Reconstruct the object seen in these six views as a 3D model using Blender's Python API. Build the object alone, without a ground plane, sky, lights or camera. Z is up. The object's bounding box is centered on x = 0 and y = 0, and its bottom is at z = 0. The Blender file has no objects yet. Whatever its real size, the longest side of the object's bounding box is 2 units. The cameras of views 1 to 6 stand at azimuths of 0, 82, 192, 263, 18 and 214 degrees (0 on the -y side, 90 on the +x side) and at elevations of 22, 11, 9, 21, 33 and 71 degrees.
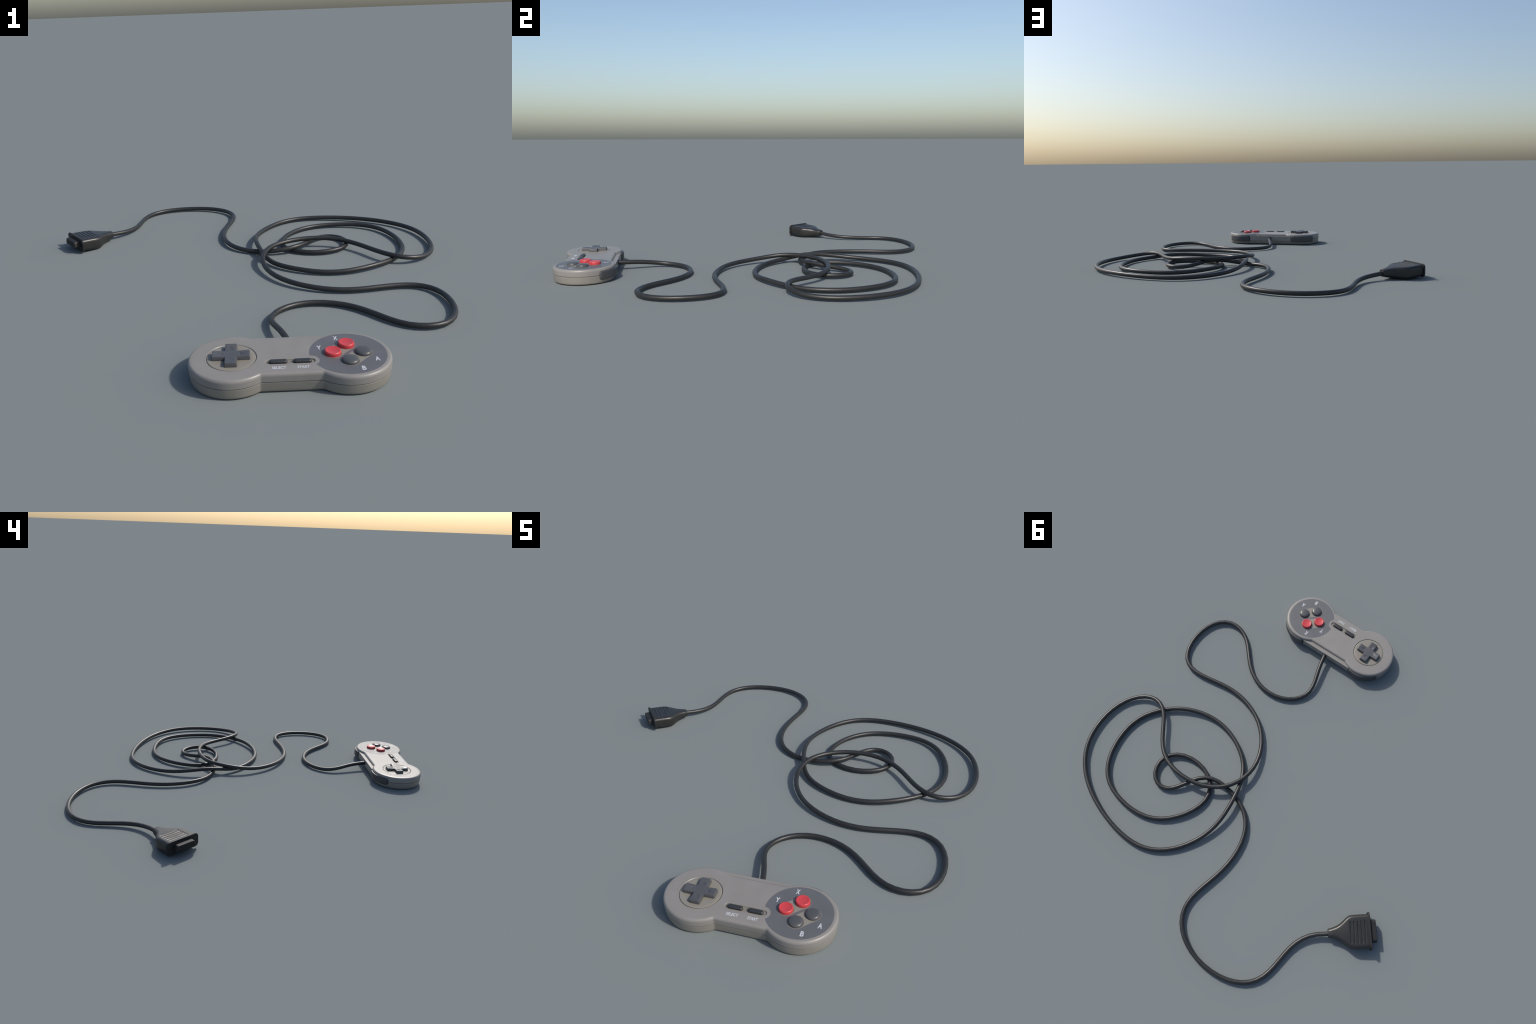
"""A worn grey game controller lying on the ground: dog-bone shaped pad, a long
loosely coiled black cable and a fifteen-hole plug.  Metres, z up."""
import bpy, bmesh, math
from math import sin, cos, pi, asin, sqrt, radians
from mathutils import Vector, Matrix

# ----------------------------------------------------------------- helpers
COLL = bpy.context.scene.collection


def new_object(name, bm, mat=None, parent=None, angle=35.0):
    """bmesh (in the parent's frame = world frame) -> named child object."""
    me = bpy.data.meshes.new(name)
    bmesh.ops.recalc_face_normals(bm, faces=bm.faces[:])
    bm.to_mesh(me)
    bm.free()
    ob = bpy.data.objects.new(name, me)
    COLL.objects.link(ob)
    if mat:
        me.materials.append(mat)
    shade(ob, angle)
    if parent:
        ob.parent = parent
    return ob


def shade(ob, angle=35.0):
    me = ob.data
    for p in me.polygons:
        p.use_smooth = True
    bm = bmesh.new()
    bm.from_mesh(me)
    lim = radians(angle)
    for e in bm.edges:
        if len(e.link_faces) == 2:
            e.smooth = e.calc_face_angle(0.0) < lim
        else:
            e.smooth = True
    bm.to_mesh(me)
    bm.free()


def flatten_normals(ob):
    """Let big flat faces keep their own normal next to small rounded edges."""
    m = ob.modifiers.new('flat_faces', 'WEIGHTED_NORMAL')
    m.weight = 100
    m.keep_sharp = True


def loft(rings, cap_start=True, cap_end=True, closed=True):
    """Skin a list of equally long closed rings of 3D points."""
    bm = bmesh.new()
    vr = [[bm.verts.new(p) for p in r] for r in rings]
    n = len(rings[0])
    for a, b in zip(vr, vr[1:]):
        for i in range(n):
            j = (i + 1) % n
            bm.faces.new((a[i], a[j], b[j], b[i]))
    if cap_start:
        bm.faces.new(vr[0][::-1])
    if cap_end:
        bm.faces.new(vr[-1])
    bmesh.ops.remove_doubles(bm, verts=bm.verts[:], dist=2e-6)
    bmesh.ops.dissolve_degenerate(bm, edges=bm.edges[:], dist=1e-6)
    return bm


def lathe(profile, centre, segs=48):
    """Turn (radius, z) pairs round a vertical axis; last radius may be 0."""
    cx, cy = centre
    bm = bmesh.new()
    prev = None
    for r, z in profile:
        if r < 1e-6:
            tip = bm.verts.new((cx, cy, z))
            for i in range(segs):
                bm.faces.new((prev[i], prev[(i + 1) % segs], tip))
            break
        ring = [bm.verts.new((cx + r * cos(2 * pi * i / segs), cy + r * sin(2 * pi * i / segs), z)) for i in range(segs)]
        if prev:
            for i in range(segs):
                j = (i + 1) % segs
                bm.faces.new((prev[i], prev[j], ring[j], ring[i]))
        else:
            bm.faces.new(ring[::-1])
        prev = ring
    return bm


def capsule_ring(cx, cy, half, r, ang=0.0, n=12):
    """Stadium outline: centre, half distance between the two end centres, end radius."""
    pts = []
    for s in (1, -1):
        for i in range(n + 1):
            a = -pi / 2 + pi * i / n + (0 if s > 0 else pi)
            pts.append((s * half + r * cos(a), r * sin(a)))
    ca, sa = cos(ang), sin(ang)
    return [(cx + x * ca - y * sa, cy + x * sa + y * ca) for x, y in pts]


def prism(outline, z0, z1):
    return loft([[(x, y, z0) for x, y in outline], [(x, y, z1) for x, y in outline]])


def cut(ob, cutters, op='DIFFERENCE', angle=35.0):
    """Boolean a list of bmeshes with ob, one after another, and bake the result."""
    for bm in cutters:
        c = new_object('cutter', bm)
        m = ob.modifiers.new('cut', 'BOOLEAN')
        m.operation = op
        m.solver = 'EXACT'
        m.object = c
        bpy.context.view_layer.update()
        dg = bpy.context.evaluated_depsgraph_get()
        me = bpy.data.meshes.new_from_object(ob.evaluated_get(dg))
        ob.modifiers.clear()
        old = ob.data
        me.name = old.name
        ob.data = me
        bpy.data.meshes.remove(old)
        cm = c.data
        bpy.data.objects.remove(c)
        bpy.data.meshes.remove(cm)
    if len(ob.data.materials) > 1:
        keep = ob.data.materials[0]
        ob.data.materials.clear()
        ob.data.materials.append(keep)
        for p in ob.data.polygons:
            p.material_index = 0
    shade(ob, angle)


# --------------------------------------------------------------- materials
BUTTON_CENTRES = [(0.3320, -0.8098), (0.2817, -0.8592), (0.3815, -0.8592), (0.3318, -0.9090)]


def plastic(name, base, rough, spread=0.06, stain=None, stain_amount=0.3, grain=0.02,
            bump=0.05, scale=900.0, spec=0.5, specks=0.0, rough_var=0.08, wear_scale=14.0, edge=None):
    """Moulded plastic: slow tone drift, a stain tint, fine moulding grain, dark specks."""
    mat = bpy.data.materials.new(name)
    mat.use_nodes = True
    nt = mat.node_tree
    N, L = nt.nodes, nt.links
    bsdf = N['Principled BSDF']
    bsdf.inputs['Specular IOR Level'].default_value = spec
    tc = N.new('ShaderNodeTexCoord')

    def noise(scale, detail=3.0, rough=0.55):
        n = N.new('ShaderNodeTexNoise')
        n.inputs['Scale'].default_value = scale
        n.inputs['Detail'].default_value = detail
        n.inputs['Roughness'].default_value = rough
        L.new(tc.outputs['Object'], n.inputs['Vector'])
        return n.outputs['Fac']

    def ramp(fac, a, b):
        r = N.new('ShaderNodeMapRange')
        r.inputs['From Min'].default_value = a
        r.inputs['From Max'].default_value = b
        L.new(fac, r.inputs['Value'])
        return r.outputs['Result']

    def math(op, a, b):
        m = N.new('ShaderNodeMath')
        m.operation = op
        for k, v in enumerate((a, b)):
            if isinstance(v, (int, float)):
                m.inputs[k].default_value = v
            else:
                L.new(v, m.inputs[k])
        return m.outputs[0]

    def mix(fac, a, b, blend='MIX'):
        m = N.new('ShaderNodeMix')
        m.data_type = 'RGBA'
        m.blend_type = blend
        if isinstance(fac, (int, float)):
            m.inputs['Factor'].default_value = fac
        else:
            L.new(fac, m.inputs['Factor'])
        for sock, v in ((m.inputs['A'], a), (m.inputs['B'], b)):
            if isinstance(v, tuple):
                sock.default_value = (*v, 1.0)
            else:
                L.new(v, sock)
        return m.outputs['Result']

    dark = tuple(c * (1 - spread) for c in base)
    light = tuple(c * (1 + spread) for c in base)
    col = mix(ramp(noise(wear_scale), 0.3, 0.7), dark, light)
    if stain:
        col = mix(math('MULTIPLY', ramp(noise(wear_scale * 0.6, 5.0), 0.35, 0.75), stain_amount), col, stain)
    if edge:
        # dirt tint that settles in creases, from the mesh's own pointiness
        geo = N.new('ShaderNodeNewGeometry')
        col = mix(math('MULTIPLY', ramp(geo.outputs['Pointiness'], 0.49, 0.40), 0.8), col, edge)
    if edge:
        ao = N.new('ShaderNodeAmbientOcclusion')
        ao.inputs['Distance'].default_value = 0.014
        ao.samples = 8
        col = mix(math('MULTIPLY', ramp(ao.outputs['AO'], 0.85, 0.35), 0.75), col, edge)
    if specks:
        v = N.new('ShaderNodeTexVoronoi')
        v.inputs['Scale'].default_value = 55.0
        L.new(tc.outputs['Object'], v.inputs['Vector'])
        s = math('MULTIPLY', ramp(v.outputs['Distance'], 0.09, 0.05), math('GREATER_THAN', noise(24.0), 0.6))
        col = mix(math('MULTIPLY', s, specks), col, tuple(c * 0.35 for c in base))
    g = noise(scale, 2.0)
    col = mix(math('MULTIPLY', g, grain * 2), col, tuple(c * 0.6 for c in base))
    L.new(col, bsdf.inputs['Base Color'])
    rn = ramp(noise(wear_scale * 2.2, 4.0), 0.3, 0.7)
    L.new(math('ADD', rough - rough_var / 2, math('MULTIPLY', rn, rough_var)), bsdf.inputs['Roughness'])
    if bump:
        b = N.new('ShaderNodeBump')
        b.inputs['Strength'].default_value = bump
        b.inputs['Distance'].default_value = 0.0006
        L.new(g, b.inputs['Height'])
        L.new(b.outputs['Normal'], bsdf.inputs['Normal'])
    return mat


def scuffed_panel(name, base):
    """Dark button panel, smooth in the middle with patches of leathery scuffing."""
    mat = plastic(name, base, 0.42, spread=0.05, grain=0.0, bump=0.0, rough_var=0.06)
    nt = mat.node_tree
    N, L = nt.nodes, nt.links
    bsdf = N['Principled BSDF']
    tc = N.new('ShaderNodeTexCoord')
    big = N.new('ShaderNodeTexNoise')
    big.inputs['Scale'].default_value = 13.0
    big.inputs['Detail'].default_value = 1.0
    fine = N.new('ShaderNodeTexVoronoi')
    fine.inputs['Scale'].default_value = 330.0
    for n in (big, fine):
        L.new(tc.outputs['Object'], n.inputs['Vector'])
    mask = N.new('ShaderNodeMapRange')
    mask.inputs['From Min'].default_value = 0.50
    mask.inputs['From Max'].default_value = 0.66
    L.new(big.outputs['Fac'], mask.inputs['Value'])
    mul = N.new('ShaderNodeMath')
    mul.operation = 'MULTIPLY'
    L.new(fine.outputs['Distance'], mul.inputs[0])
    L.new(mask.outputs['Result'], mul.inputs[1])
    # sunlit halo tinted into the panel colour right round each button
    near = None
    for c in BUTTON_CENTRES:
        dist = N.new('ShaderNodeVectorMath')
        dist.operation = 'DISTANCE'
        dist.inputs[1].default_value = (c[0], c[1], 0.0706)
        L.new(tc.outputs['Object'], dist.inputs[0])
        if near is None:
            near = dist.outputs['Value']
        else:
            low = N.new('ShaderNodeMath')
            low.operation = 'MINIMUM'
            L.new(near, low.inputs[0])
            L.new(dist.outputs['Value'], low.inputs[1])
            near = low.outputs[0]
    halo = N.new('ShaderNodeMapRange')
    halo.inputs['From Min'].default_value = 0.0345
    halo.inputs['From Max'].default_value = 0.0285
    halo.inputs['To Max'].default_value = 0.45
    L.new(near, halo.inputs['Value'])
    tint = N.new('ShaderNodeMix')
    tint.data_type = 'RGBA'
    L.new(halo.outputs['Result'], tint.inputs['Factor'])
    L.new(bsdf.inputs['Base Color'].links[0].from_socket, tint.inputs['A'])
    tint.inputs['B'].default_value = (0.20, 0.19, 0.175, 1.0)
    L.new(tint.outputs['Result'], bsdf.inputs['Base Color'])
    b = N.new('ShaderNodeBump')
    b.inputs['Strength'].default_value = 0.35
    b.inputs['Distance'].default_value = 0.001
    L.new(mul.outputs[0], b.inputs['Height'])
    L.new(b.outputs['Normal'], bsdf.inputs['Normal'])
    return mat


SHELL = plastic('warm_grey_plastic', (0.238, 0.223, 0.208), 0.40, spread=0.04, stain=(0.215, 0.195, 0.155),
                stain_amount=0.25, specks=0.6, edge=(0.20, 0.175, 0.125))
SHELL_LOW = plastic('yellowed_grey_plastic', (0.238, 0.222, 0.197), 0.42, spread=0.05, stain=(0.20, 0.175, 0.135),
                    stain_amount=0.5, edge=(0.20, 0.175, 0.125))
DISH = plastic('yellowed_dish_plastic', (0.238, 0.221, 0.190), 0.42, spread=0.04, stain=(0.23, 0.195, 0.14),
               stain_amount=0.3, edge=(0.20, 0.165, 0.105))
SEAM_DARK = plastic('dark_seam_insert', (0.070, 0.066, 0.055), 0.7, spread=0.2)
PANEL = scuffed_panel('slate_panel_plastic', (0.114, 0.1155, 0.1215))
PAD = plastic('slate_pad_plastic', (0.078, 0.079, 0.0845), 0.40, spread=0.06, edge=(0.05, 0.05, 0.055))
GREY_BUTTON = plastic('dark_button_plastic', (0.074, 0.0755, 0.078), 0.34, spread=0.05)
RED_BUTTON = plastic('red_button_plastic', (0.52, 0.048, 0.055), 0.36, spread=0.08)
RUBBER = plastic('menu_button_rubber', (0.034, 0.035, 0.037), 0.42, spread=0.1)
SHOULDER = plastic('shoulder_button_plastic', (0.050, 0.051, 0.055), 0.45, spread=0.1, bump=0.15, scale=500.0)
CABLE = plastic('black_cable_rubber', (0.020, 0.0195, 0.019), 0.42, spread=0.12, bump=0.02)
PLUG = plastic('black_plug_plastic', (0.0195, 0.0190, 0.0182), 0.38, spread=0.1, bump=0.05)
PLUG_FACE = plastic('worn_black_plastic', (0.020, 0.0195, 0.019), 0.55, spread=0.12, spec=0.35)
SOCKET = plastic('socket_black', (0.004, 0.004, 0.004), 0.7)
INK = plastic('pale_ink', (0.50, 0.51, 0.53), 0.45, spread=0.06, bump=0.0)

# ------------------------------------------------------- the pad's outline
CX, CY = 0.1415, -0.8592          # middle of the pad
HALF = 0.1905                    # lobe centres sit this far left and right of it
RAD = 0.1410                     # lobe radius at the widest
FRONT, BACK = 0.1068, 0.1170      # half depth of the waist, front and back edge
FIL = 0.012                      # fillet where the waist meets a lobe
TOP = 0.0704
STEP = 0.0580                    # height of the ledge along the back
SEAM = 0.0380
LEFT, RIGHT = (CX - HALF, CY), (CX + HALF, CY)


def outline(d, back, z, fillet=FIL):
    """Dog-bone outline pulled in by d; back is the half depth of the rear edge."""
    r, f, hf, hb = RAD - d, fillet + d, FRONT - d, back - d
    hb = min(hb, r)
    pf, pb = asin((hf + f) / (r + f)), asin(min(1.0, (hb + f) / (r + f)))
    sf, sb = sqrt(max(0, (r + f) ** 2 - (hf + f) ** 2)), sqrt(max(0, (r + f) ** 2 - (hb + f) ** 2))
    p = []
    for i in range(8):
        p.append((i / 8 * (HALF - sf), -hf))
    for i in range(7):
        a = pi / 2 + (pf - pi / 2) * i / 7
        p.append((HALF - sf + f * cos(a), -hf - f + f * sin(a)))

    def arc(a0, a1, n, last=False):
        for i in range(n + (1 if last else 0)):
            a = a0 + (a1 - a0) * i / n
            p.append((HALF + r * cos(a), r * sin(a)))
    mid = 2 * pi + radians(84)
    arc(pi + pf, 2 * pi, 56)
    arc(2 * pi, mid, 40)
    arc(mid, 3 * pi - pb, 14)
    for i in range(7):
        a = -pb + (pb - pi / 2) * i / 7
        p.append((HALF - sb + f * cos(a), hb + f + f * sin(a)))
    for i in range(9):
        p.append(((1 - i / 8) * (HALF - sb), hb))
    q = [(-x, y) for x, y in p[1:-1]][::-1]
    return [(CX + x, CY + y, z) for x, y in p + q]


root = bpy.data.objects.new('game_controller', None)
root.empty_display_size = 0.1
root.location = (0, 0, 0)
COLL.objects.link(root)
root['label'] = 'worn grey game controller with red buttons, coiled black cable and plug'
root['category'] = 'game controller'

# --------------------------------------------------- the two half shells
low = [(0.0100, 0.0), (0.0074, 0.0009), (0.0056, 0.0026), (0.0044, 0.0054), (0.0036, 0.0100), (0.0027, 0.0170),
       (0.0016, 0.0260), (0.0007, 0.0330), (0.0005, SEAM - 0.0018), (0.0011, SEAM - 0.0011), (0.0060, SEAM - 0.0010)]
lower_shell = new_object('lower_shell', loft([outline(d, RAD - 0.0055, z) for d, z in low]), SHELL_LOW, root)

REAR = RAD - 0.0040
up = [outline(0.0060, REAR, SEAM + 0.0009), outline(0.0009, REAR, SEAM + 0.0010), outline(0.0002, REAR, SEAM + 0.0015),
      outline(0.0, REAR, 0.046), outline(0.0, REAR, STEP - 0.0010), outline(0.0, REAR - 0.0010, STEP), outline(0.0, BACK, STEP)]
ROUND, CROWN = 0.0092, 0.0006
for i in range(1, 9):
    a = pi / 2 * i / 8
    up.append(outline(ROUND * (1 - cos(a)), BACK, STEP + (TOP - CROWN - STEP) * sin(a)))
up += [outline(0.0135, BACK, TOP - 0.00032), outline(0.0190, BACK, TOP - 0.00010), outline(0.0270, BACK, TOP)]
upper_shell = new_object('upper_shell', loft(up), SHELL, root)

# dark line of the parting seam, set back between the halves
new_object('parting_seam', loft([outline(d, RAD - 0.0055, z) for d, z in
                                 ((0.0040, SEAM - 0.0013), (0.0009, SEAM - 0.0012), (0.0009, SEAM + 0.0012), (0.0040, SEAM + 0.0013))]),
           SEAM_DARK, root)

# shoulder button seats, cut into the back of both shells
BUMP_A0, BUMP_A1 = radians(75.0), radians(143.6)


def bumper_rings(side, grow, r_in, z0, z1, corner, a0, a1):
    """Curved rounded bar around a lobe: sections are rounded rectangles in (radius, z)."""
    lobe = LEFT if side < 0 else RIGHT
    rings = []
    n = 40
    for k in range(-5, n + 6):
        t = min(max(k, 0), n) / n
        inset = 0.0
        if k < 0:
            inset = -k / 5
        if k > n:
            inset = (k - n) / 5
        # ends are rounded: the section shrinks along a quarter circle
        sh = corner * (1 - sqrt(max(0.0, 1 - inset ** 2)))
        a = a0 + (a1 - a0) * t
        a += (-1 if k < 0 else 1) * (corner / RAD) * (inset - (1 if k < 0 or k > n else 0)) if (k < 0 or k > n) else 0
        lo, hi = a0 + corner / RAD, a1 - corner / RAD
        a = lo + (hi - lo) * t
        if k < 0:
            a = lo - (corner / RAD) * inset
        if k > n:
            a = hi + (corner / RAD) * inset
        # the bar bulges most in its inner half and runs nearly flush at the outer end
        swell = 0.0080 + 0.0022 * sin(pi * min(1.0, t / 0.6)) - 0.0035 * max(0.0, (t - 0.45) / 0.55) ** 1.2
        r_out = RAD + swell + grow - sh * 0.6
        za, zb = z0 + sh, z1 - sh
        c = min(0.0040, (zb - za) / 2.2)
        sec = [(r_in, za), (r_in, zb)]
        for i in range(6):
            b = pi / 2 * (1 - i / 5)
            sec.append((r_out - c + c * cos(b), zb - c + c * sin(b)))
        for i in range(6):
            b = -pi / 2 * i / 5
            sec.append((r_out - c + c * cos(b), za + c + c * sin(b)))
        ang = a if side < 0 else pi - a
        rings.append([(lobe[0] + r * cos(ang), lobe[1] + r * sin(ang), z) for r, z in sec])
    return rings


def seat(side):
    return loft(bumper_rings(side, 0.02, RAD - 0.016, 0.0162, 0.0577, 0.0125, BUMP_A0 - 0.010, BUMP_A1 + 0.008))


hole = [(CX + 0.0045 + 0.0128 * cos(2 * pi * i / 32), 0.0388 + 0.0128 * sin(2 * pi * i / 32)) for i in range(32)]


def cable_hole():
    return loft([[(x, -0.745, z) for x, z in hole], [(x, -0.70, z) for x, z in hole]])


BUTTONS = BUTTON_CENTRES
DISH_C = (-0.0482, -0.8603)
SLOT = (0.1405, -0.8970)


def ring_prism(c, r, z0, z1, n=64, flare=0.0002):
    return loft([[(c[0] + q * cos(2 * pi * i / n), c[1] + q * sin(2 * pi * i / n), z) for i in range(n)]
                 for q, z in ((r, z0), (r, z1 - flare - 0.0001), (r + flare, z1), (r + flare, z1 + 0.004))])


slot_rings = []
for r, z in ((0.0128, TOP - 0.0042), (0.0131, TOP - 0.0020), (0.0137, TOP - 0.0010), (0.0153, TOP + 0.00005), (0.0153, TOP + 0.004)):
    slot_rings.append([(x, y, z) for x, y in capsule_ring(SLOT[0], SLOT[1], 0.0668, r)])

cutters = [ring_prism(DISH_C, 0.0818, TOP - 0.0042, TOP, 96, 0.0016), loft(slot_rings)]
cutters += [ring_prism(c, 0.0281, TOP - 0.0060, TOP, 48, 0.0004) for c in BUTTONS]
cutters += [seat(-1), seat(1), cable_hole()]
cut(upper_shell, cutters)
cut(lower_shell, [seat(-1), seat(1), cable_hole()])
flatten_normals(upper_shell)

# plain rear plate between the shoulder buttons, with the cable outlet
PLATE = []
for x0, x1, y1, z0, z1 in ((-0.0075, 0.2913, -0.7200, 0.0240, 0.0582),):
    e = 0.0008
    PLATE = [[(x0, -0.736, z0), (x1, -0.736, z0), (x1, -0.736, z1 + 0.0002), (x0, -0.736, z1 + 0.0002)],
             [(x0, y1 - e, z0), (x1, y1 - e, z0), (x1, y1 - e, z1 + 0.0002), (x0, y1 - e, z1 + 0.0002)],
             [(x0 + e, y1, z0 + e), (x1 - e, y1, z0 + e), (x1 - e, y1, z1 - e), (x0 + e, y1, z1 - e)]]
rear_plate = new_object('rear_plate', loft(PLATE), SHELL, root, 30)
cut(rear_plate, [cable_hole()], angle=30)

# -------------------------------------------------- round dish and cross pad
dish = [(0.0795, TOP - 0.0045), (0.0802, TOP - 0.0016), (0.0796, TOP - 0.0006), (0.0780, TOP - 0.0002), (0.070, TOP - 0.0003),
        (0.055, TOP - 0.0005), (0.035, TOP - 0.0006), (0.0, TOP - 0.0006)]
new_object('directional_dish', lathe(dish, DISH_C, 96), DISH, upper_shell)

PAD_C = (-0.0496, -0.8585)
ARM_W, ARM_L = 0.0190, 0.0612


def cross_ring(grow, zc, ze):
    """Cross outline with softened corners; arm tips sit higher than the middle."""
    w, l = ARM_W + grow, ARM_L + grow
    base = [(w, -w), (l, -w), (l, w), (w, w), (w, l), (-w, l), (-w, w), (-l, w), (-l, -w), (-w, -w), (-w, -l), (w, -l)]
    inner = {0, 3, 6, 9}
    out = []
    n = len(base)
    for i, (x, y) in enumerate(base):
        px, py = base[i - 1]
        nx, ny = base[(i + 1) % n]
        c = 0.0015 if i in inner else 0.0028
        for k in range(5):
            t = k / 4
            ax, ay = x + (px - x) / math.hypot(px - x, py - y) * c, y + (py - y) / math.hypot(px - x, py - y) * c
            bx, by = x + (nx - x) / math.hypot(nx - x, ny - y) * c, y + (ny - y) / math.hypot(nx - x, ny - y) * c
            qx = (1 - t) ** 2 * ax + 2 * t * (1 - t) * x + t * t * bx
            qy = (1 - t) ** 2 * ay + 2 * t * (1 - t) * y + t * t * by
            m = max(abs(qx), abs(qy))
            s = min(1.0, max(0.0, (m - ARM_W) / (ARM_L - ARM_W)))
            out.append((PAD_C[0] + qx, PAD_C[1] + qy, zc + (ze - zc) * s ** 1.3))
    return out


def pad_mesh():
    rings = [cross_ring(0.0016, TOP - 0.0030, TOP - 0.0030), cross_ring(0.0012, TOP + 0.004, TOP + 0.004),
             cross_ring(0.0002, 0.0812, 0.0838)]
    for i in range(1, 5):
        a = pi / 2 * i / 4
        rings.append(cross_ring(0.0002 - 0.0018 * (1 - cos(a)), 0.0812 + 0.0018 * sin(a), 0.0838 + 0.0018 * sin(a)))
    bm = loft(rings, cap_end=False)
    # top surface: five patches bridged from the last ring (15 corner points per quadrant)
    bm.verts.ensure_lookup_table()
    return bm, rings[-1]


bm, rim = pad_mesh()
# close the top as centre square and four arms so the dished arms stay clean
rv = [min(bm.verts, key=lambda v: (v.co - Vector(p)).length_squared) for p in rim]
inner_mid = [0 * 5 + 2, 3 * 5 + 2, 6 * 5 + 2, 9 * 5 + 2]
centre = [rv[i] for i in inner_mid]
bm.faces.new(centre)
n = len(rv)
for k in range(4):
    a, b = inner_mid[k], inner_mid[(k + 1) % 4]
    run = []
    i = a
    while True:
        run.append(rv[i % n])
        if i % n == b:
            break
        i += 1
    bm.faces.new(run)
pad = new_object('directional_pad', bm, PAD, upper_shell, 28)
# engraved arrow on every arm
arrows = []
for k in range(4):
    a = k * pi / 2
    pts = []
    for s, t in ((0.0265, -0.0120), (0.0265, 0.0120), (0.0500, 0.0)):
        pts.append((PAD_C[0] + s * cos(a) - t * sin(a), PAD_C[1] + s * sin(a) + t * cos(a)))
    cxx, cyy = sum(p[0] for p in pts) / 3, sum(p[1] for p in pts) / 3
    # sloped pit: deep at the base, running out at the tip
    lo = [(cxx + (x - cxx) * 0.72, cyy + (y - cyy) * 0.72) for x, y in pts]
    top = [0.0830 + 0.0026 * ((m - ARM_W) / (ARM_L - ARM_W)) ** 1.3 for m in (0.0265, 0.0265, 0.0500)]
    arrows.append(loft([[(x, y, z - dz) for (x, y), z, dz in zip(lo, top, (0.0011, 0.0011, 0.0003))],
                        [(x, y, z + 0.0002) for (x, y), z in zip(pts, top)],
                        [(x, y, z + 0.004) for (x, y), z in zip(pts, top)]]))
cut(pad, arrows, angle=24)

# ------------------------------------------------------------ button panel
disc = [(0.3310 + 0.1257 * cos(2 * pi * i / 128), -0.8597 + 0.1257 * sin(2 * pi * i / 128)) for i in range(128)]
panel = new_object('button_panel', prism(disc, TOP - 0.001, TOP + 0.0003), PANEL, upper_shell)
notch = capsule_ring(SLOT[0] - 0.002, SLOT[1], 0.0668, 0.0300, n=24)
lanes = []
for (x0, y0), (x1, y1) in ((BUTTONS[0], BUTTONS[1]), (BUTTONS[2], BUTTONS[3])):
    a = math.atan2(y1 - y0, x1 - x0)
    lanes.append(capsule_ring((x0 + x1) / 2, (y0 + y1) / 2, math.hypot(x1 - x0, y1 - y0) / 2, 0.0300, a, 20))
for lane in lanes:
    ob = new_object('button_lane', prism(lane, TOP - 0.001, TOP + 0.0002), DISH, upper_shell)
    cut(ob, [ring_prism(c, 0.0281, TOP - 0.0060, TOP + 0.0003, 48) for c in BUTTONS])
cut(panel, [prism(notch, TOP - 0.01, TOP + 0.01)] + [prism(c, TOP - 0.01, TOP + 0.01) for c in lanes])

# ------------------------------------------------------------ face buttons
HOLLOW = [(0.0272, TOP - 0.0055), (0.0272, 0.0760), (0.0270, 0.0795), (0.0263, 0.0815), (0.0252, 0.0830), (0.0240, 0.0836), (0.0225, 0.0834),
          (0.0200, 0.0828), (0.0150, 0.0820), (0.0080, 0.0814), (0.0, 0.0812)]
DOMED = [(0.0275, TOP - 0.0055), (0.0275, 0.0730), (0.0272, 0.0752), (0.0264, 0.0774), (0.0247, 0.0794), (0.0215, 0.0811), (0.0165, 0.0823),
         (0.0090, 0.0829), (0.0, 0.0831)]
for c, prof, mat in zip(BUTTONS, (HOLLOW, HOLLOW, DOMED, DOMED), (RED_BUTTON, RED_BUTTON, GREY_BUTTON, GREY_BUTTON)):
    new_object('face_button', lathe(prof, c, 56), mat, upper_shell, 40)

# ------------------------------------------------- select and start buttons
for x in (0.1020, 0.1800):
    rings = []
    for r, z in ((0.0093, TOP - 0.0045), (0.0092, 0.0712)):
        rings.append([(px, py, z) for px, py in capsule_ring(x, SLOT[1], 0.0202, r)])
    for i in range(1, 8):
        a = pi / 2 * i / 8
        r = 0.0092 * (0.42 + 0.58 * cos(a))
        rings.append([(px, py, 0.0712 + 0.0048 * sin(a)) for px, py in capsule_ring(x, SLOT[1], 0.0202, r)])
    new_object('menu_button', loft(rings), RUBBER, upper_shell, 45)

# -------------------------------------------------------- shoulder buttons
for side in (-1, 1):
    new_object('shoulder_button', loft(bumper_rings(side, 0.0, RAD - 0.0155, 0.0172, 0.0568, 0.0120, BUMP_A0, BUMP_A1)),
               SHOULDER, root, 40)


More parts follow.
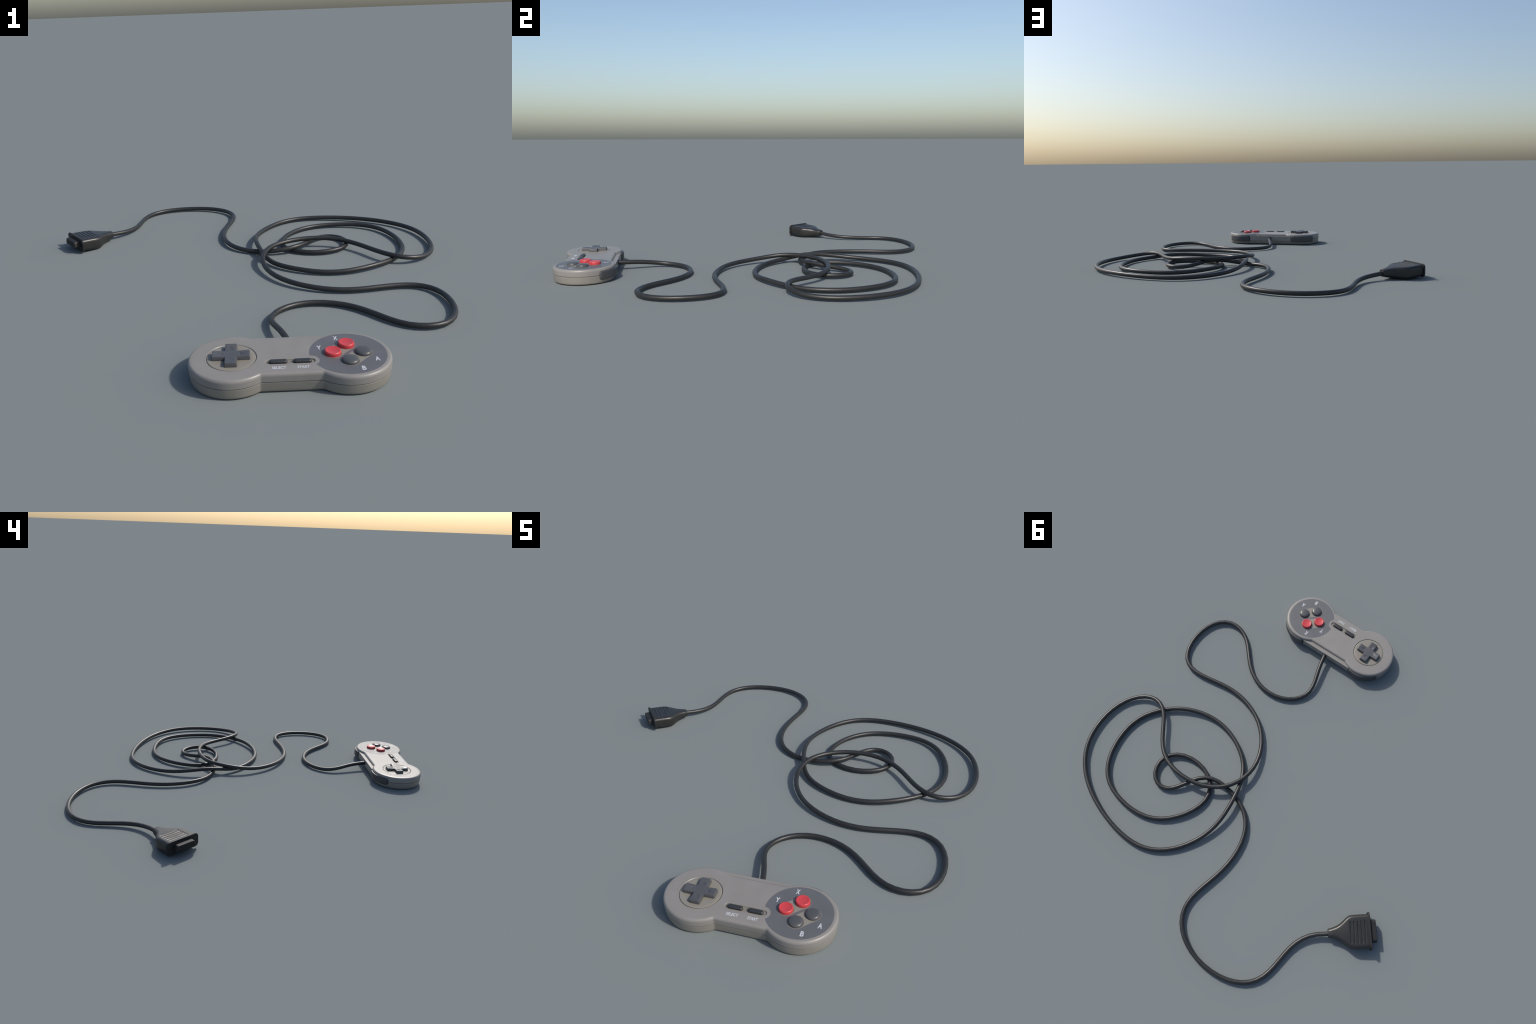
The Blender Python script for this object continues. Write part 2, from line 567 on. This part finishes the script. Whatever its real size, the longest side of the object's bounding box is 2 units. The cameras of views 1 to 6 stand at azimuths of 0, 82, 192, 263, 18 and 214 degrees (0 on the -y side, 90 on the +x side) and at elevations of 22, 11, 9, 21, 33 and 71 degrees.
# ------------------------------------------------------------ printed text
def printed(word, box, bold, parent, name):
    """Flat lettering fitted to the box (x0, x1, y0, y1) on the pad's top."""
    cu = bpy.data.curves.new('lettering', 'FONT')
    cu.body = word
    cu.align_x, cu.align_y = 'CENTER', 'CENTER'
    cu.offset = bold
    cu.extrude = 0.03
    cu.resolution_u = 4
    cu.space_character = 1.05
    tmp = bpy.data.objects.new('lettering', cu)
    COLL.objects.link(tmp)
    bpy.context.view_layer.update()
    me = bpy.data.meshes.new_from_object(tmp.evaluated_get(bpy.context.evaluated_depsgraph_get()))
    bpy.data.objects.remove(tmp)
    bpy.data.curves.remove(cu)
    xs, ys, zs = zip(*[tuple(v.co) for v in me.vertices])
    x0, x1, y0, y1, z0 = box
    for v in me.vertices:
        v.co.x = x0 + (v.co.x - min(xs)) / (max(xs) - min(xs)) * (x1 - x0)
        v.co.y = y0 + (v.co.y - min(ys)) / (max(ys) - min(ys)) * (y1 - y0)
        v.co.z = z0 - 0.0004 + (v.co.z - min(zs)) / (max(zs) - min(zs)) * 0.0007
    me.materials.append(INK)
    me.name = name
    ob = bpy.data.objects.new(name, me)
    COLL.objects.link(ob)
    ob.parent = parent


PT = TOP + 0.0003
printed('X', (0.2950, 0.3095, -0.7742, -0.7498, PT), 0.044, upper_shell, 'button_letter')
printed('Y', (0.2325, 0.2478, -0.8333, -0.8093, PT), 0.044, upper_shell, 'button_letter')
printed('A', (0.4108, 0.4262, -0.9152, -0.8908, PT), 0.036, upper_shell, 'button_letter')
printed('B', (0.3597, 0.3730, -0.9668, -0.9428, PT), 0.036, upper_shell, 'button_letter')
printed('SELECT', (0.0803, 0.1250, -0.9412, -0.9268, TOP), 0.030, upper_shell, 'button_caption')
printed('START', (0.1605, 0.1990, -0.9412, -0.9268, TOP), 0.030, upper_shell, 'button_caption')

# ------------------------------------------------------------------- cable
# Spine of the cable, from inside the pad to inside the plug (B-spline control points).
SPINE = [
    (0.159, -0.819, 0.0334), (0.148, -0.711, 0.0391), (0.125, -0.621, 0.0354), (0.097, -0.548, 0.0243), (0.091, -0.483, 0.0149), (0.122, -0.423, 0.0124),
    (0.183, -0.377, 0.0134), (0.265, -0.357, 0.0129), (0.353, -0.370, 0.0116), (0.433, -0.412, 0.0117), (0.496, -0.476, 0.0110), (0.553, -0.546, 0.0103),
    (0.620, -0.592, 0.0129), (0.696, -0.603, 0.0149), (0.763, -0.572, 0.0137), (0.807, -0.501, 0.0132), (0.821, -0.407, 0.0140), (0.808, -0.317, 0.0139),
    (0.768, -0.253, 0.0130), (0.703, -0.227, 0.0129), (0.622, -0.232, 0.0144), (0.534, -0.250, 0.0146), (0.447, -0.260, 0.0133), (0.362, -0.250, 0.0135),
    (0.281, -0.223, 0.0163), (0.206, -0.180, 0.0194), (0.145, -0.120, 0.0210), (0.101, -0.045, 0.0233), (0.078, 0.037, 0.0311), (0.083, 0.118, 0.0427),
    (0.114, 0.192, 0.0467), (0.170, 0.250, 0.0452), (0.246, 0.288, 0.0462), (0.336, 0.303, 0.0478), (0.428, 0.297, 0.0447), (0.507, 0.266, 0.0375),
    (0.569, 0.207, 0.0332), (0.617, 0.133, 0.0339), (0.665, 0.067, 0.0368), (0.723, 0.032, 0.0340), (0.790, 0.037, 0.0256), (0.853, 0.081, 0.0171),
    (0.898, 0.154, 0.0136), (0.919, 0.244, 0.0142), (0.918, 0.339, 0.0160), (0.899, 0.426, 0.0174), (0.862, 0.500, 0.0174), (0.810, 0.561, 0.0165),
    (0.748, 0.611, 0.0165), (0.676, 0.651, 0.0168), (0.598, 0.683, 0.0164), (0.515, 0.707, 0.0153), (0.431, 0.721, 0.0143), (0.350, 0.723, 0.0137),
    (0.274, 0.708, 0.0137), (0.206, 0.670, 0.0136), (0.147, 0.613, 0.0134), (0.099, 0.541, 0.0148), (0.066, 0.461, 0.0197), (0.052, 0.376, 0.0291),
    (0.057, 0.289, 0.0381), (0.072, 0.205, 0.0349), (0.095, 0.128, 0.0204), (0.132, 0.063, 0.0144), (0.188, 0.012, 0.0152), (0.259, -0.029, 0.0147),
    (0.339, -0.057, 0.0124), (0.423, -0.065, 0.0128), (0.506, -0.051, 0.0173), (0.586, -0.019, 0.0204), (0.658, 0.029, 0.0173), (0.717, 0.090, 0.0127),
    (0.758, 0.160, 0.0112), (0.777, 0.239, 0.0115), (0.775, 0.325, 0.0125), (0.757, 0.409, 0.0141), (0.723, 0.483, 0.0159), (0.670, 0.539, 0.0168),
    (0.600, 0.573, 0.0164), (0.516, 0.589, 0.0149), (0.429, 0.590, 0.0131), (0.345, 0.568, 0.0129), (0.273, 0.516, 0.0145), (0.215, 0.440, 0.0158),
    (0.181, 0.355, 0.0144), (0.188, 0.277, 0.0114), (0.242, 0.216, 0.0095), (0.331, 0.185, 0.0120), (0.425, 0.192, 0.0153), (0.495, 0.238, 0.0169),
    (0.517, 0.310, 0.0168), (0.490, 0.379, 0.0156), (0.433, 0.413, 0.0138), (0.373, 0.395, 0.0143), (0.328, 0.332, 0.0217), (0.288, 0.258, 0.0315),
    (0.227, 0.213, 0.0309), (0.140, 0.208, 0.0187), (0.045, 0.229, 0.0114), (-0.035, 0.273, 0.0146), (-0.086, 0.342, 0.0173), (-0.110, 0.428, 0.0160),
    (-0.114, 0.519, 0.0146), (-0.100, 0.610, 0.0150), (-0.076, 0.694, 0.0152), (-0.060, 0.772, 0.0145), (-0.068, 0.843, 0.0141), (-0.106, 0.904, 0.0150),
    (-0.171, 0.952, 0.0154), (-0.256, 0.982, 0.0144), (-0.350, 0.990, 0.0135), (-0.441, 0.976, 0.0135), (-0.515, 0.940, 0.0131), (-0.564, 0.885, 0.0121),
    (-0.585, 0.813, 0.0122), (-0.590, 0.733, 0.0136), (-0.601, 0.654, 0.0166), (-0.635, 0.583, 0.0218), (-0.700, 0.524, 0.0289), (-0.796, 0.478, 0.0380),
]
CABLE_R = 0.0113


def bspline(ctrl, t):
    k = min(int(t), len(ctrl) - 4)
    f = t - k
    w = ((1 - f) ** 3 / 6, (3 * f ** 3 - 6 * f * f + 4) / 6, (-3 * f ** 3 + 3 * f * f + 3 * f + 1) / 6, f ** 3 / 6)
    p = Vector((0, 0, 0))
    for wi, c in zip(w, ctrl[k:k + 4]):
        p += wi * Vector(c)
    return p


def tube(points, radius, sides):
    """Sweep a circle along the points with parallel transport."""
    n = len(points)
    tang = [(points[min(i + 1, n - 1)] - points[max(i - 1, 0)]).normalized() for i in range(n)]
    u = tang[0].cross(Vector((0, 0, 1))).normalized()
    rings = []
    for p, t in zip(points, tang):
        u = (u - t * u.dot(t)).normalized()
        v = t.cross(u)
        rings.append([p + radius * (cos(2 * pi * i / sides) * u + sin(2 * pi * i / sides) * v) for i in range(sides)])
    return loft(rings)


STEPS = 250
span = len(SPINE) - 3
pts = [bspline(SPINE, span * i / STEPS) for i in range(STEPS + 1)]
for p in pts:
    p.z = max(p.z - 0.0008, CABLE_R)
ENTRY = pts[0].copy()
pts = [Vector((ENTRY.x + 0.004, -0.742, 0.0388)), Vector((ENTRY.x + 0.003, -0.728, 0.0386))] + pts[1:]
# plug frame
A = Vector((-0.790, -0.613, 0)).normalized()      # along the plug, towards its open end
S = Vector((A.y, -A.x, 0))                        # sideways, towards larger y
O = Vector((-0.8705, 0.3935, 0.0))                # outer face of the flange
tail = O + A * -0.190 + S * 0.0005 + Vector((0, 0, 0.0312))
pts = [p for p in pts if p.x > -0.5 or (p - tail).dot(A) < -0.012] + [tail - A * 0.006 + Vector((0, 0, -0.0005)), tail + A * 0.01]
cable = new_object('cable', tube(pts, CABLE_R, 14), CABLE, root, 60)

# -------------------------------------------------------------------- plug
# stations: distance from the flange face, half width, bottom z, top z, corner radius
STATIONS = [(-0.2045, 0.0198, 0.0138, 0.0472, 0.0140), (-0.2025, 0.0212, 0.0124, 0.0486, 0.0150), (-0.1850, 0.0248, 0.0090, 0.0512, 0.0165),
            (-0.1650, 0.0316, 0.0058, 0.0545, 0.0180), (-0.1480, 0.0402, 0.0035, 0.0572, 0.0185), (-0.1340, 0.0505, 0.0022, 0.0592, 0.0185),
            (-0.1210, 0.0620, 0.0012, 0.0606, 0.0185), (-0.1100, 0.0712, 0.0006, 0.0615, 0.0180), (-0.0990, 0.0774, 0.0002, 0.0622, 0.0175),
            (-0.0880, 0.0798, 0.0002, 0.0630, 0.0170), (-0.0700, 0.0805, 0.0016, 0.0642, 0.0165), (-0.0500, 0.0806, 0.0038, 0.0655, 0.0160),
            (-0.0300, 0.0807, 0.0068, 0.0668, 0.0160), (-0.0060, 0.0808, 0.0108, 0.0680, 0.0155)]


def rounded(a, hw, z0, z1, r, n=8, shift=0.0, wide=0.0):
    """Rounded rectangle across the plug at distance a; wide flares the bottom."""
    pts = []
    r = min(r, (z1 - z0) / 2 - 1e-4, hw - 1e-4)
    for sx, sz, b in ((1, 1, 0), (-1, 1, pi / 2), (-1, -1, pi), (1, -1, 3 * pi / 2)):
        for i in range(n + 1):
            t = b + pi / 2 * i / n
            s = sx * (hw - r) + r * cos(t)
            z = (z1 - r if sz > 0 else z0 + r) + r * sin(t)
            s *= 1 + wide * (0.5 - (z - z0) / (z1 - z0))
            pts.append(O + A * a + S * (s + shift) + Vector((0, 0, z)))
    return pts


plug = new_object('plug', loft([rounded(*s, shift=0.0006) for s in STATIONS]), PLUG, root, 40)
grooves = []
for k in range(5):
    a = -0.0970 + 0.0175 * k
    z = 0.0630 + (a + 0.09) * 0.0625
    g = []
    for i in range(2 * 11):
        top = i < 11
        t = pi * (i % 11) / 10
        s = (0.0482 + 0.0050 * sin(t)) * (1 if top else -1)
        w = 0.0050 * cos(t) * (1 if top else -1)
        g.append((a + w, s + 0.0035))
    # slots bow slightly: middle pushed towards the flange
    dense = []
    for (a0, s0), (a1, s1) in zip(g, g[1:] + g[:1]):
        m = 8 if abs(s1 - s0) > 0.05 else 1
        for j in range(m):
            dense.append((a0 + (a1 - a0) * j / m, s0 + (s1 - s0) * j / m))
    rings = []
    for dz, sc in ((-0.0021, 0.62), (-0.0016, 0.88), (0.0004, 1.0), (0.006, 1.02)):
        rings.append([O + A * (a + (q - a) * sc + 0.0018 * (1 - (s / 0.05) ** 2)) + S * s + Vector((0, 0, z + dz)) for q, s in dense])
    grooves.append(loft(rings))
cut(plug, grooves, angle=40)

flange = [(-0.0088, 0.0866, 0.0076, 0.0698, 0.0170), (-0.0082, 0.0886, 0.0056, 0.0717, 0.0185), (-0.0068, 0.0893, 0.0050, 0.0723, 0.0190),
          (-0.0018, 0.0893, 0.0050, 0.0723, 0.0190), (-0.0006, 0.0886, 0.0056, 0.0717, 0.0185), (0.0, 0.0872, 0.0070, 0.0704, 0.0175)]
plug_flange = new_object('plug_flange', loft([rounded(*s) for s in flange]), PLUG_FACE, plug, 50)
block = [(-0.002, 0.0590, 0.0215, 0.0620, 0.0100), (0.0012, 0.0590, 0.0215, 0.0620, 0.0100), (0.0018, 0.0582, 0.0222, 0.0613, 0.0095),
         (0.0019, 0.0530, 0.0260, 0.0577, 0.0085), (0.0250, 0.0530, 0.0260, 0.0577, 0.0085), (0.0268, 0.0523, 0.0266, 0.0571, 0.0080), (0.0278, 0.0507, 0.0280, 0.0557, 0.0068)]
contact_block = new_object('contact_block', loft([rounded(*s, wide=0.16) for s in block]), PLUG_FACE, plug, 40)
flatten_normals(contact_block)
flatten_normals(plug_flange)
holes = []
linings = []
for row, (count, z) in enumerate(((8, 0.0366), (7, 0.0478))):
    for i in range(count):
        s = (i - (count - 1) / 2) * 0.0122
        c = [(s + 0.0033 * cos(2 * pi * j / 16), z + 0.0033 * sin(2 * pi * j / 16)) for j in range(16)]
        holes.append([[O + A * a + S * p + Vector((0, 0, q)) for p, q in c] for a in (0.020, 0.036)])
        lin = [(s + 0.0032 * cos(2 * pi * j / 16), z + 0.0032 * sin(2 * pi * j / 16)) for j in range(16)]
        linings.append([[O + A * a + S * p + Vector((0, 0, q)) for p, q in lin] for a in (0.019, 0.0264)])
cut(contact_block, [loft(h) for h in holes], angle=40)
allb = bmesh.new()
for l in linings:
    b = loft(l)
    me = bpy.data.meshes.new('tmp')
    b.to_mesh(me)
    b.free()
    allb.from_mesh(me)
    bpy.data.meshes.remove(me)
sockets = new_object('pin_socket', allb, SOCKET, plug)
sockets['kind'] = 'stuff'
